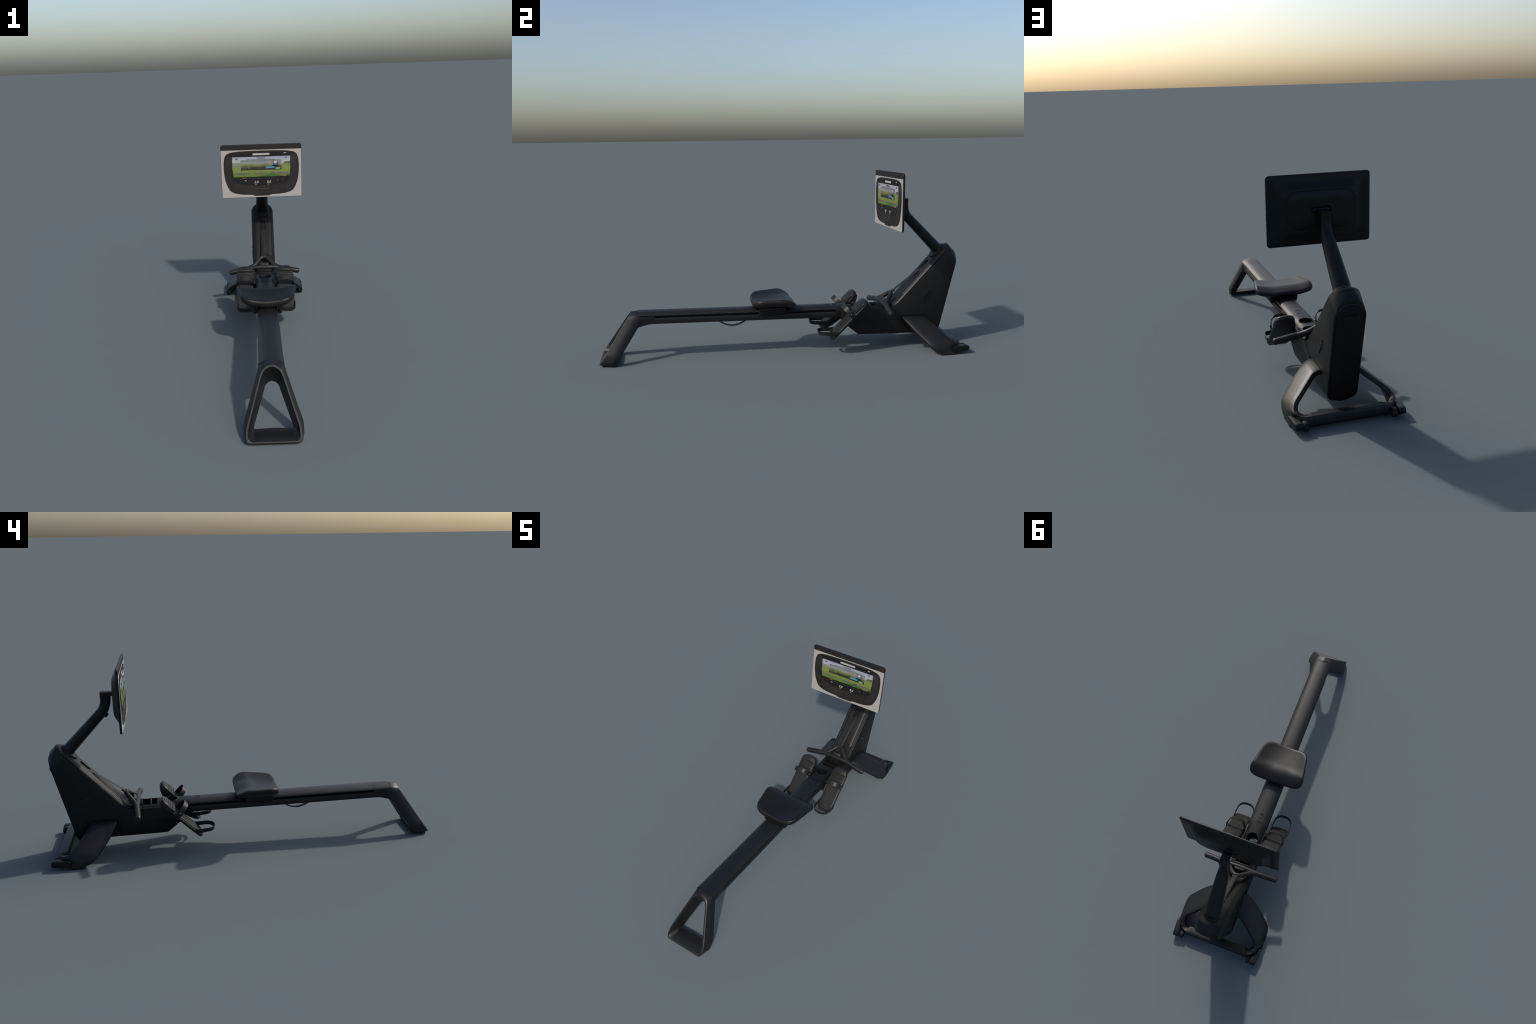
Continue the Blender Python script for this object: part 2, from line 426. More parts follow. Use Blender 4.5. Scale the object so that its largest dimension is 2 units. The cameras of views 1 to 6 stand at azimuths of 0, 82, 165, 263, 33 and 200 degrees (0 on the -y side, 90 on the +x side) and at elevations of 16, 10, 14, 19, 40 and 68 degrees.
# skirt so that the cover is a closed shell
base = len(V); edge = [i * nc for i in range(len(rows))] + [(len(rows) - 1) * nc + j for j in range(1, nc)] + [i * nc + nc - 1 for i in range(len(rows) - 2, -1, -1)] + [j for j in range(nc - 2, 0, -1)]
for k in edge:
    x, y, z = V[k]; V.append((x * .97, y - SN.x * .012, z - SN.y * .012))
for k in range(len(edge)):
    k2 = (k + 1) % len(edge); F.append((edge[k], edge[k2], base + k2, base + k))
F.append(tuple(base + k for k in range(len(edge))))
cover = obj_from('slope_cover', V, F, M_body, body, 50)
# slot where the pull belt enters
slot2 = rrect(0, 0, .0175, .036, .013, 6)
sc = Vector((.8150, .4570)); 
def slot3(a, b, d):
    q = sc + SD * b + SN * d; return (a, q.x, q.y)
cut = prism('c', slot2, slot3, -.03, .06)
boolean(cover, cut); finish(cover.data, M_body, 50)
plug = prism('slot_plug', rrect(0, 0, .0172, .0357, .0128, 6), slot3, -.035, -.006, M_dark, body)  # solid dark block filling the slot, stands in for its depth
cut2 = prism('c', slot2, slot3, -.030, .06); boolean(body, cut2); finish(body.data, M_body, 33)
tube('belt_roller', [(-.0165, sc.x + .018, sc.y - .006), (.0165, sc.x + .018, sc.y - .006)], .010, M_rubber, body, 20)
# collar seam disc at the foot of the arm
q0 = Vector((.893, .5345))
def col3(a, b, d):
    q = q0 + SD * b + SN * d; return (a, q.x, q.y)
V, F = loft([[col3(r * cos(2 * pi * k / 48), r * 1.12 * sin(2 * pi * k / 48), d) for k in range(48)] for r, d in ((.0435, .0), (.0435, .0118), (.0428, .0128), (.038, .0131), (.02, .0133))])
obj_from('arm_collar', V, F, M_body, body, 40)

# front housing top: crown over the neck, with tray and cup opening
def top_ring(y):
    f = sstep(.40, .49, y); hw = .0535 * (1 - f) + .0676 * f
    zt = rail_top(y) + .0012 - .0035 * sstep(.40, .50, y)
    side = [(0, 0), (.012, -.0003), (.022, -.0015), (.031, -.004), (.040, -.009), (.047, -.0155), (.0515, -.021), (.0532, -.0255)]
    s = hw / .0532
    h = [(x * s, zt + z) for x, z in side] + [(hw, .214), (hw - .004, .205), (0, .205)]
    return [(x, y, z) for x, z in h] + [(-x, y, z) for x, z in h[-2:0:-1]]
V, F = loft([top_ring(y) for y in (.292, .33, .37, .40, .415, .43, .445, .46, .475, .49, .52, .55, .575, .588)])
top = obj_from('neck_cover', V, F, M_body, body, 35)
cup = [prism('c', ellipse(0, .393, .0345, .0345, 48), lambda a, b, d: (a, b, d), .200, .4)]
boolean(top, cup[0])
boolean(top, prism('c', rrect(0, .520, .0435, .056, .012, 5), lambda a, b, d: (a, b, d), .2, .4))
boolean(top, prism('c', rrect(0, .262, .018, .0, .0, 1) if False else [(-.017, .2955), (.017, .2955), (.017, .2935), (-.017, .2935)], lambda a, b, d: (a, b, d), .25, .4))
bevel(top, .002, 2, 45, M_body)
boolean(body, prism('c', rrect(0, .520, .0425, .055, .011, 5), lambda a, b, d: (a, b, d), .135, .4))
boolean(body, prism('c', ellipse(0, .393, .0335, .0335, 40), lambda a, b, d: (a, b, d), .125, .4)); finish(body.data, M_body, 33)
V, F = loft([[(r * cos(2 * pi * k / 48), .393 + r * sin(2 * pi * k / 48), rail_top(.393) + z) for k in range(48)] for r, z in ((.0342, -.010), (.0362, .0002), (.0352, .0016), (.0335, .0014), (.0325, -.002), (.0320, -.012))], closed_path=True)
obj_from('cup_holder', V, F, M_body, body, 50)
box('tray_floor', (-.042, .466, .134), (.042, .574, .137), M_dark, body)
for y in (.497, .545):
    box('tray_divider', (-.0430, y - .0035, .200), (.0430, y + .0035, .2465 if y < .52 else .2515), M_body, body, .002)
box('handle_rest', (-.031, .549, .140), (.031, .575, .2475), M_bed, body, .005, 3)
# button on the rail, with dark patches standing in for notch and slit
V, F = loft([[(r * cos(2 * pi * k / 28), .258 + r * 1.1 * sin(2 * pi * k / 28), rail_top(.258) + z) for k in range(28)] for r, z in ((.0128, -.01), (.0128, .0004), (.0112, .0006), (.0105, -.0035), (.006, -.0028), (.001, -.002))])
obj_from('release_button', V, F, M_body, rail, 40)
V, F = loft([[(r * cos(2 * pi * k / 20), .246 + r * .45 * sin(2 * pi * k / 20), rail_top(.25) + z) for k in range(20)] for r, z in ((.011, -.01), (.011, .0007), (.001, .0009))])
obj_from('notch_patch', V, F, M_dark, rail, 40)  # dark disc laid on the rail in place of a cut notch
box('slit_patch', (-.013, .2865, rail_top(.288) - .01), (.013, .2895, rail_top(.288) + .0006), M_dark, rail)  # thin dark bar set into the rail top, no slit is cut

# back cover plate with latch
BD = Vector((.100, .410)).normalized(); BN = Vector((BD.y, -BD.x))
B0 = Vector((.8745, .060))
def back3(a, s, d):
    q = B0 + BD * s + BN * d; return (a, q.x, q.y)
Lp = .478
def stadium(hw, s0, s1, n=18):
    return [(hw * cos(a), s1 - hw + hw * sin(a)) for a in [pi * k / n for k in range(n + 1)]] + [(hw * cos(a), s0 + hw + hw * sin(a)) for a in [pi + pi * k / n for k in range(n + 1)]]
V, F = loft([[back3(x, s, d) for x, s in stadium(hw, s0, s1)] for hw, s0, s1, d in ((.0655, .0, Lp, -.03), (.0655, .0, Lp, .0035), (.0640, .0015, Lp - .0015, .0052), (.0608, .0047, Lp - .0047, .0058), (.0600, .0055, Lp - .0055, .0040), (.0590, .0065, Lp - .0065, .0040), (.0580, .0075, Lp - .0075, .0060), (.040, .025, Lp - .025, .0072), (.01, .06, Lp - .06, .0076))])
plate = obj_from('cover_plate', V, F, M_body, body, 45)
sL = (.463 - B0.y) / BD.y
V, F = loft([[back3(x - .004, sL + z, d) for x, z in rrect(0, 0, hw, hh, hh * .95, 6)] for hw, hh, d in ((.037, .0115, -.002), (.037, .0115, .0110), (.0345, .0095, .0148), (.030, .006, .0158))])
obj_from('latch', V, F, M_body, body, 40)
V, F = loft([[back3(.010 * cos(2 * pi * k / 24) * r, .040 + .010 * sin(2 * pi * k / 24) * r, d) for k in range(24)] for r, d in ((1, .0), (1, .0082), (.8, .0086), (.7, .0070), (.1, .0070))])
obj_from('power_socket', V, F, M_body, body, 40)
# emblem on both flanks: an open ring crossed by a slanted stroke
for sx in (-1, 1):
    c = Vector((.8115, .2875)); ux = Vector((.50, .866)); parts = []
    ring = []
    A0, A1 = radians(-100), radians(190)
    base_a = math.atan2(ux.y, ux.x)
    arc_o = [(c.x + .0185 * cos(base_a + A0 + (A1 - A0) * k / 40), c.y + .0185 * sin(base_a + A0 + (A1 - A0) * k / 40)) for k in range(41)]
    arc_i = [(c.x + .0085 * cos(base_a + A0 + (A1 - A0) * k / 40), c.y + .0085 * sin(base_a + A0 + (A1 - A0) * k / 40)) for k in range(40, -1, -1)]
    o = prism('e', arc_o + arc_i, lambda a, b, d: (d, a, b), sx * .066, sx * .0705, M_mark); bevel(o, .0012, 2, 40, M_mark); parts.append(o)
    for s0, s1 in ((.025, .041), (-.041, -.025), (-.022, .004)):
        vx = Vector((-ux.y, ux.x)); w = .0032
        pts = [c + ux * s0 - vx * w, c + ux * s1 - vx * w, c + ux * s1 + vx * w, c + ux * s0 + vx * w]
        o = prism('e', round_poly([tuple(p) for p in pts], .003, 4), lambda a, b, d: (d, a, b), sx * .066, sx * .0708, M_mark); parts.append(o)
    e = join(parts, 'emblem', body)

# ---- arm -------------------------------------------------------------------
arm_sp = [((.908, .522), .0430, .0335), ((.898, .541), .0400, .0320), ((.884, .5575), .0385, .0305), ((.84, .6035), .0366, .0290), ((.78, .6655), .0335, .0275),
          ((.735, .7115), .0300, .0263), ((.706, .744), .0265, .0257), ((.692, .772), .0232, .0255), ((.687, .798), .0216, .0258), ((.6865, .820), .0212, .0262), ((.6865, .8405), .0210, .0262)]
pts = [Vector((p[0][0], p[0][1], p[1], p[2])) for p in arm_sp]
dense = smooth_line([tuple(p) for p in pts], 60)
rings = []
for i, p in enumerate(dense):
    d = Vector((dense[min(i + 1, 59)][0] - dense[max(i - 1, 0)][0], dense[min(i + 1, 59)][1] - dense[max(i - 1, 0)][1])).normalized()
    nrm = Vector((d.y, -d.x)); ex = 2.2 + 1.6 * sstep(.74, .80, p[1])
    ring = []
    for k in range(40):
        a = 2 * pi * k / 40; ca, sa = cos(a), sin(a)
        x = p[2] * math.copysign(abs(ca) ** (2 / ex), ca); t = p[3] * math.copysign(abs(sa) ** (2 / ex), sa)
        ring.append((x, p[0] + nrm.x * t, p[1] + nrm.y * t))
    rings.append(ring)
V, F = loft(rings)
arm = obj_from('display_arm', V, F, M_arm, root, 40)
br = box('arm_bracket', (-.0205, .636, .8205), (.0205, .690, .8408), M_arm, arm, .003)
box('arm_button', (-.009, .0, .0), (.009, .022, .010), M_body, arm, .002).matrix_basis = Matrix.Translation((0, .676, .726)) @ Matrix.Rotation(radians(-50), 4, 'X')

# ---- display ----------------------------------------------------------------
XH, Z0, Z1, YF = .2352, .6803, .9905, .5995
ZC, ZH = (Z0 + Z1) / 2, (Z1 - Z0) / 2
def scr3(y): return lambda a, b, d: (a, d, b)
V, F = loft([[(x, y, z) for x, z in rrect(0, ZC, hw, hh, r, 6)] for hw, hh, r, y in ((XH - .0015, ZH - .0015, .0125, YF), (XH, ZH, .014, YF + .0015), (XH, ZH, .014, YF + .0085), (XH - .003, ZH - .003, .013, YF + .0115),
        (.205, .136, .03, YF + .0122), (.190, .122, .035, YF + .0145), (.170, .103, .045, YF + .0315), (.161, .094, .05, YF + .0385), (.152, .0865, .05, YF + .0410), (.1505, .0850, .05, YF + .0400), (.1490, .0835, .05, YF + .0413), (.10, .05, .03, YF + .0420))])
display = obj_from('display', V, F, M_bezel, root, 50)
hingeZ = .8385
boolean(display, prism('c', rrect(0, hingeZ, .0455, .0175, .0170, 6), lambda a, b, d: (a, d, b), YF + .0225, YF + .08)); finish(display.data, M_bezel, 50)
tube('hinge_pin', [(-.036, YF + .036, hingeZ), (.036, YF + .036, hingeZ)], .0085, M_arm, display, 20, round_end=True)
for k in range(3):
    box('volume_button', (XH - .001, YF + .003, .80 + k * .012), (XH + .0012, YF + .0065, .808 + k * .012), M_bezel, display, .0004)

LY = [YF]
def plate2(name, pts, mat, layer, parent=None):
    y = YF - .0006 * layer
    o = prism(name, pts, lambda a, b, d: (a, d, b), y, YF + .0004 - .0006 * max(0, layer - 1), mat, parent or display, 35); return o
white = [(x, z) for x, z in round_poly([(-XH + .0018, Z0 + .0015), (XH - .0018, Z0 + .0015), (XH - .0018, .9590), (-XH + .0018, .9590)], [.012, .012, .0, .0], 6)]
plate2('printed_panel', white, M_white, 1)
plate2('camera_band', round_poly([(-XH + .0018, .9594), (XH - .0018, .9594), (XH - .0018, Z1 - .0018), (-XH + .0018, Z1 - .0018)], [0, 0, .012, .012], 6), M_con, .6)
# console shell: a flattened bowl outline
con_half = [(0, .954), (.10, .953), (.160, .9490), (.199, .938), (.2145, .912), (.2195, .868), (.2175, .820), (.2110, .780), (.1985, .745), (.183, .7205), (.155, .7065), (.110, .6985), (.0535, .6955), (.046, .6895), (0, .6888)]
con = [tuple(v) for v in smooth_line(con_half, 60)]
con = con + [(-x, z) for x, z in con[-2:0:-1]]
plate2('printed_console', con, M_con, 2)
in_half = [(0, .9440), (.12, .943), (.185, .932), (.2005, .908), (.2055, .868), (.2030, .815), (.1935, .772), (.178, .742), (.158, .7255), (.11, .7135), (.05, .7075), (0, .7065)]
inn = [tuple(v) for v in smooth_line(in_half, 50)]; inn = inn + [(-x, z) for x, z in inn[-2:0:-1]]
plate2('printed_console_face', inn, M_con2, 3)
low_half = [(0, .8045), (.164, .8045), (.160, .788), (.149, .771), (.128, .7605), (.07, .7535), (0, .752)]
low = low_half + [(-x, z) for x, z in low_half[-2:0:-1]]
plate2('printed_control_strip', low, M_con3, 4)
topb = [(-.19, .936), (-.17, .922), (.17, .922), (.19, .936), (.15, .944), (-.15, .944)]
plate2('printed_dark_strip', topb, M_con3, 4)  # black strip printed along the console's upper edge
plate2('printed_brand_bar', rrect(0, .9335, .0495, .0055, .0054, 6), M_silver, 5)
# landscape screen
SL, SR, SB, ST = -.1685, .1685, .8025, .9190
def screen_outline(z0, z1):
    def w(z): return .163 + .0055 * sstep(SB, SB + .05, z)
    n = 8; zs = [z0 + (z1 - z0) * k / n for k in range(n + 1)]
    return [(w(z), z) for z in zs] + [(-w(z), z) for z in zs[::-1]]
M_sky = two_tone('printed_sky', [(0, (.22, .235, .245)), (.45, (.26, .27, .29)), (1, (.20, .215, .28))], 'Z', .86, .92, .5, 25)
M_field = two_tone('printed_meadow', [(0, (.060, .115, .014)), (.3, (.090, .140, .022)), (.6, (.125, .160, .040)), (.85, (.115, .135, .05)), (1, (.105, .118, .07))], 'Z', .80, .885, .5, 70)
M_hill = two_tone('printed_far_hill', [(0, (.09, .11, .055)), (.5, (.135, .16, .105)), (1, (.17, .195, .17))], 'Z', .858, .895, .5, 40)
M_photo = two_tone('printed_photo', [(0, (.010, .010, .009)), (.22, (.016, .017, .010)), (.33, (.05, .055, .018)), (.45, (.09, .105, .03)), (.58, (.12, .14, .08)), (.68, (.16, .17, .18)), (.85, (.13, .145, .16)), (1, (.09, .10, .10))], 'Z', .842, .901, .32, 30)
plate2('printed_sky', screen_outline(SB, ST), M_sky, 5)
plate2('printed_hill', [(-.1684, .862), (-.1684, .887), (-.135, .8885), (-.10, .881), (-.05, .874), (.03, .868), (.05, .86)], M_hill, 6)
fld = [p for p in screen_outline(SB, .858)]
n8 = len(fld) // 2
fld = fld[:n8] + [(.1684, .8775), (.14, .875), (.05, .870), (-.03, .866), (-.11, .8625), (-.1684, .8605)] + fld[n8:]
plate2('printed_meadow', fld, M_field, 7)
plate2('printed_bush', [tuple(p) for p in smooth_line([(.1280, .8765), (.134, .8835), (.145, .8885), (.158, .8875), (.1682, .8895), (.1682, .8765)], 24)], M_bush, 8)
plate2('printed_path', [(.034, .8420), (.046, .8420), (.085, .8295), (.120, .8180), (.157, .8035), (.128, .8035), (.098, .8190), (.070, .8300)], M_path, 8)
plate2('printed_dark_grass', [tuple(p) for p in smooth_line([(-.02, .8035), (.01, .809), (.045, .817), (.062, .827), (.075, .826), (.092, .8165), (.118, .8035)], 24)], M_darkfield, 8)  # darker green grass in the printed picture
plate2('printed_dark_grass', [(.145, .8035), (.1630, .8035), (.1655, .815), (.150, .8125)], M_darkfield, 8)
# photo panel with rider stand-in
plate2('printed_photo', [(-.1185, .8425), (.1185, .8425), (.1185, .9005), (-.1185, .9005)], M_photo, 9)
fig = [([tuple(p) for p in smooth_line([(.068, .8900), (.075, .8945), (.09, .8940), (.098, .8880), (.0975, .8720), (.084, .8690), (.069, .8715), (.0675, .8820), (.068, .8900)], 32)[:-1]], M_navy, 10),
       ([(.071, .8905), (.083, .8935), (.094, .8905), (.088, .8800), (.0825, .8780), (.077, .8800)], M_silver, 11),
       (ellipse(.073, .8970, .0062, .0042, 18), M_skin, 11),
       (ellipse(.074, .8985, .0060, .0025, 18), M_bush, 12),
       ([(.0665, .8905), (.062, .8900), (.055, .8800), (.057, .8700), (.060, .8700), (.060, .8790), (.067, .8860)], M_skin, 11),
       ([(.0980, .8890), (.104, .8880), (.110, .8815), (.107, .8800), (.099, .8835)], M_skin, 11),
       ([(.066, .8690), (.0985, .8700), (.106, .8600), (.096, .8560), (.070, .8570), (.062, .8610)], M_con3, 10)]
for pts, m, ly in fig: plate2('printed_rider', pts, m, ly)
plate2('printed_blue_label', [(.0255, .8515), (.0750, .8515), (.0760, .8610), (.0265, .8610)], M_blue, 11)
plate2('printed_go_button', ellipse(.0965, .8500, .0165, .0078, 32), M_green, 12)
for a, b in ((-.155, -.070), (-.042, .0425), (.071, .157)):
    plate2('printed_grey_bar', [(a, .8170), (b, .8170), (b, .8270), (a, .8270)], M_grey, 9)
for a in (-.136, -.013, .095):
    plate2('printed_bar_caption', [(a, .8208), (a + .038, .8208), (a + .038, .8232), (a, .8232)], M_ink, 10)
for a, b, z in ((-.116, -.064, .8590), (-.116, -.066, .8545), (-.115, .045, .8478), (-.115, -.09, .8448)):
    plate2('printed_caption_line', [(a, z), (b, z), (b, z + .0022), (a, z + .0022)], M_greytxt if z < .85 else M_grey, 10)
plate2('printed_subtitle', [(-.085, .9030), (.083, .9030), (.083, .9047), (-.085, .9047)], M_grey, 8)

def text(name, body_txt, x, z, size, mat, layer, shear=0.0, bold=0.0):
    cu = bpy.data.curves.new(name, 'FONT'); cu.body = body_txt; cu.size = size; cu.shear = shear; cu.align_x = 'CENTER'; cu.align_y = 'CENTER'
    cu.extrude = .0005; cu.offset = bold
    t = bpy.data.objects.new(name, cu); SC.collection.objects.link(t)
    dg = bpy.context.evaluated_depsgraph_get(); me = bpy.data.meshes.new_from_object(t.evaluated_get(dg))
    bpy.data.objects.remove(t, do_unlink=True)
    me.transform(Matrix.Translation((x, YF - .0006 * layer + .0001, z)) @ Matrix.Rotation(radians(90), 4, 'X'))
    finish(me, mat, 30); o = bpy.data.objects.new(name, me); SC.collection.objects.link(o); o.parent = display; return o
text('lettering_speed', '2.0', -.0320, .7705, .0190, M_silver, 6, .25, .0004)
text('lettering_speed', '5.0', .0415, .7705, .0190, M_silver, 6, .25, .0004)
text('lettering_go', 'GO', .0965, .8500, .0125, M_silver, 14, 0, .0003)
text('lettering_heading', 'Welcome', 0, .9120, .0125, M_ink, 7, 0, .0002)
text('lettering_mark', 'CF', .1430, .9095, .0095, M_navy, 7, .2, .0008)
text('lettering_mark', 'ew', -.1430, .9080, .0095, M_ink, 7, 0, .0010)
for x in (-.0355, .0380):
    plate2('printed_glyph', [(x - .0035, .7560), (x + .0045, .7560), (x + .003, .7600), (x, .7585)], M_silver, 6)
for sx in (-1, 1):
    x = sx * .1245
    for z in (.7885, .7765): plate2('printed_arrow', [(x - .003, z - .0015), (x + .003, z - .0015), (x, z + .0025)], M_grey, 6)
plate2('printed_timer', [(-.1125, .7945), (-.0870, .7945), (-.0870, .7985), (-.1125, .7985)], M_orange, 6)
plate2('printed_timer', [(.0895, .7775), (.0975, .7775), (.0975, .7825), (.0895, .7825)], M_orange, 6)
plate2('printed_indicator', [(-.100, .7785), (-.088, .7785), (-.088, .7815), (-.100, .7815)], M_silver, 6)
plate2('printed_indicator', rrect(.1390, .9375, .0075, .0022, .002, 3), M_silver, 6)
plate2('printed_rule', [(-.105, .7910), (.105, .7910), (.105, .7930), (-.105, .7930)], M_dimline, 6)
for x in (-.056, .055):
    plate2('printed_rule', [(x - .0005, .7580), (x + .0005, .7580), (x + .0005, .7800), (x - .0005, .7800)], M_dimline, 6)
plate2('printed_ledge', [(-.043, .7275), (.043, .7275), (.038, .7335), (-.038, .7335)], M_dimline, 4)
plate2('printed_ledge', [(-.045, .7240), (.045, .7240), (.045, .7262), (-.045, .7262)], M_con3, 4)
V, F = loft([[(r * cos(2 * pi * k / 20) + .003, y, .9765 + r * sin(2 * pi * k / 20)) for k in range(20)] for r, y in ((.0042, YF + .001), (.0042, YF - .0004), (.003, YF - .0006), (.001, YF - .0005))])
obj_from('camera_lens', V, F, M_dark, display, 40)

# ---- pull belt and handle -----------------------------------------------------
belt = smooth_line([(0, .838, .450), (0, .815, .4430), (0, .788, .4300), (0, .765, .4150), (0, .70, .3675), (0, .640, .3220)], 40)
ribbon('pull_belt', belt, (1, 0, 0), .0125, .0022, M_belt, root)
handle_path = smooth_line([(-.2015, .5600, .2325), (-.16, .5625, .2405), (-.115, .5660, .2490), (-.075, .5675, .2555), (-.03, .5660, .2580), (0, .5655, .2585), (.03, .5660, .2580), (.075, .5675, .2555), (.115, .5660, .2490), (.16, .5625, .2405), (.2015, .5600, .2325)], 70)
rad = [.0143 + .0014 * sstep(.09, .13, abs(p[0])) for p in handle_path]
handle = tube('handle', handle_path, rad, M_strap, root, 18, round_end=True)
yoke_half = [(.118, .5665, .2485), (.098, .5690, .2525), (.078, .5735, .2580), (.057, .5835, .2680), (.037, .6005, .2850), (.019, .6170, .3010), (0, .6225, .3065)]
yoke_path = smooth_line([(-x, y, z) for x, y, z in yoke_half] + yoke_half[-2::-1], 64)
tube('yoke', yoke_path, [.0118 + .0022 * sstep(.02, .07, abs(p[0])) - .0030 * sstep(.085, .118, abs(p[0])) for p in yoke_path], M_strap, handle, 16)
pad = box('thumb_control', (-.0285, -.011, -.008), (.0285, .012, .008), M_strap, handle, .005, 3)
pad.matrix_basis = Matrix.Translation((0, .5800, .2705)) @ Matrix.Rotation(radians(48), 4, 'X')
box('belt_clip', (-.0145, .626, .312), (.0145, .644, .322), M_belt, handle, .002).matrix_basis = Matrix.Translation((0, .635, .317)) @ Matrix.Rotation(radians(37), 4, 'X') @ Matrix.Translation((0, -.635, -.317))
for sx in (-1, 1):
    tube('grip_cap', [(sx * .198, .5602, .2333), (sx * .2055, .5597, .2317)], [.0158, .0142], M_bolt, handle, 18)

# ---- foot plates ---------------------------------------------------------------
TH = radians(44); PU = Vector((cos(TH), sin(TH))); PN = Vector((-sin(TH), cos(TH)))
def ped(x, u, n):
    q = PU * u + PN * n; return (x, q.x, q.y)
def ped_out(inset, u0, u1):
    hw = .0500 - inset; pts = []
    for k in range(17):                       # toe: broad round nose
        a = pi * k / 16; pts.append((hw * math.copysign(abs(cos(a)) ** .72, cos(a)), u1 - inset - .046 + .046 * sin(a) ** .9))
    r = .026
    for cx, a0 in ((-1, pi), (1, 1.5 * pi)):
        for k in range(7):
            a = a0 + pi / 2 * k / 6; pts.append((cx * (hw - r) + r * cos(a), u0 + inset + r + r * sin(a)))
    return pts
def toe_taper(pts, n): return [ped(x, u, n) for x, u in pts]
def lift(u): return .0
base_r = [(.006, .243, .519, -.1100), (.0015, .2385, .526, -.1055), (.0, .2365, .529, -.099), (.0, .2365, .529, -.0965), (.0018, .2370, .528, -.0950), (.0055, .2385, .5255, -.0948), (.0062, .2390, .525, -.0935), (.0068, .2395, .5245, -.0905), (.0085, .2405, .523, -.0895), (.012, .244, .519, -.0892), (.018, .252, .513, -.0892)]
V, F = loft([toe_taper(ped_out(i, a, b), n) for i, a, b, n in base_r])
fp_mesh = obj_from('foot_plate', V, F, M_bed, None, 30)
me_plate = fp_mesh.data
# toe block: ribbed pad then a domed toe cap
def block(u0, u1, hw, n0, n1, r):
    return bevel(prism('t', rrect(0, (u0 + u1) / 2, hw, (u1 - u0) / 2, r, 5), lambda a, b, d: ped(a, b, d), n0, n1, M_bed), .003, 2, 40, M_bed)
parts = [block(.4375, .4890, .0485, -.0970, -.0830, .003)]
for k in range(4):
    u = .4450 + .0115 * k
    parts.append(block(u - .0042, u + .0042, .0440, -.0855, -.0795, .003))
capo = []
for inset, n in ((.0004, -.0985), (.0004, -.0900), (.0020, -.0845), (.0055, -.0812), (.012, -.0796), (.022, -.0790)):
    hw = .0495 - inset; ring = [(hw, .4895), (hw, .486)]
    ring = [(hw, .4895)]
    for k in range(1, 16):
        a = pi * k / 16; ring.append((hw * math.copysign(abs(cos(a)) ** .72, cos(a)), .4900 + (.0385 - inset) * sin(a) ** .9))
    ring += [(-hw, .4895)]; capo.append([ped(x, u, n) for x, u in ring])
V, F = loft(capo); parts.append(obj_from('t', V, F, M_bed, None, 40))
tong = [(.031 * cos(a), .4915 + .026 * sin(a)) for a in [pi * k / 18 for k in range(19)]]
parts.append(bevel(prism('t', tong, ped, -.0820, -.0768, M_bed), .0015, 2, 40, M_bed))
parts.append(bevel(prism('t', rrect(0, .4975, .0165, .0040, .002, 3), ped, -.0785, -.0748, M_bed), .001, 2, 40, M_bed))
toe = join(parts, 'toe_block'); me_toe = toe.data
arch = []
for k in range(25):
    a = pi * k / 24; arch.append((.0515 * math.copysign(abs(cos(a)) ** .75, cos(a)), .412 + .003 * sin(a), -.0955 + .0690 * sin(a) ** .8))
so = ribbon('instep_strap', [ped(*p) for p in arch], (0, PU.x, PU.y), .0135, .0036, M_strap); me_strap = so.data
hp_half = [(.0495, .290, -.0985), (.0500, .278, -.0900), (.0495, .262, -.0740), (.0480, .246, -.0550), (.0420, .232, -.0415), (.026, .221, -.0320), (0, .217, -.0290)]
hp = smooth_line(hp_half + [(-x, u, n) for x, u, n in hp_half[-2::-1]], 48)
ho = ribbon('heel_strap', [ped(*p) for p in hp], (0, -.25, 1), .0105, .0036, M_strap); me_heel = ho.data
bo = []
for sx in (-1, 1):
    bo.append(tube('b', [ped(sx * .0500, .4120, -.0770), ped(sx * .0560, .4120, -.0770), ped(sx * .0580, .4120, -.0770)], [.0068, .0066, .0030], M_bolt, None, 16))
    bo.append(prism('b', rrect(.4120, -.0800, .0130, .0125, .006, 5), lambda a, b, d: ped(d, a, b), sx * .0498, sx * .0535, M_strap))
bo = join(bo, 'strap_bolt'); me_bolt = bo.data
mount = join([box('m', (-.012, .330, .168), (.012, .385, .205), M_body)], 'plate_mount')
first = True
for sx in (-1, 1):
    off = Vector((sx * .1140, 0, 0))
    if first: p = fp_mesh
    else: p = bpy.data.objects.new('foot_plate', me_plate); SC.collection.objects.link(p)
    p.parent = root; p.location = off
    for nm, me, src in (('toe_block', me_toe, toe), ('instep_strap', me_strap, so), ('heel_strap', me_heel, ho), ('strap_bolt', me_bolt, bo)):
        if first: o = src
        else: o = bpy.data.objects.new(nm, me); SC.collection.objects.link(o)
        o.parent = p
    first = False
bpy.data.objects.remove(mount, do_unlink=True)
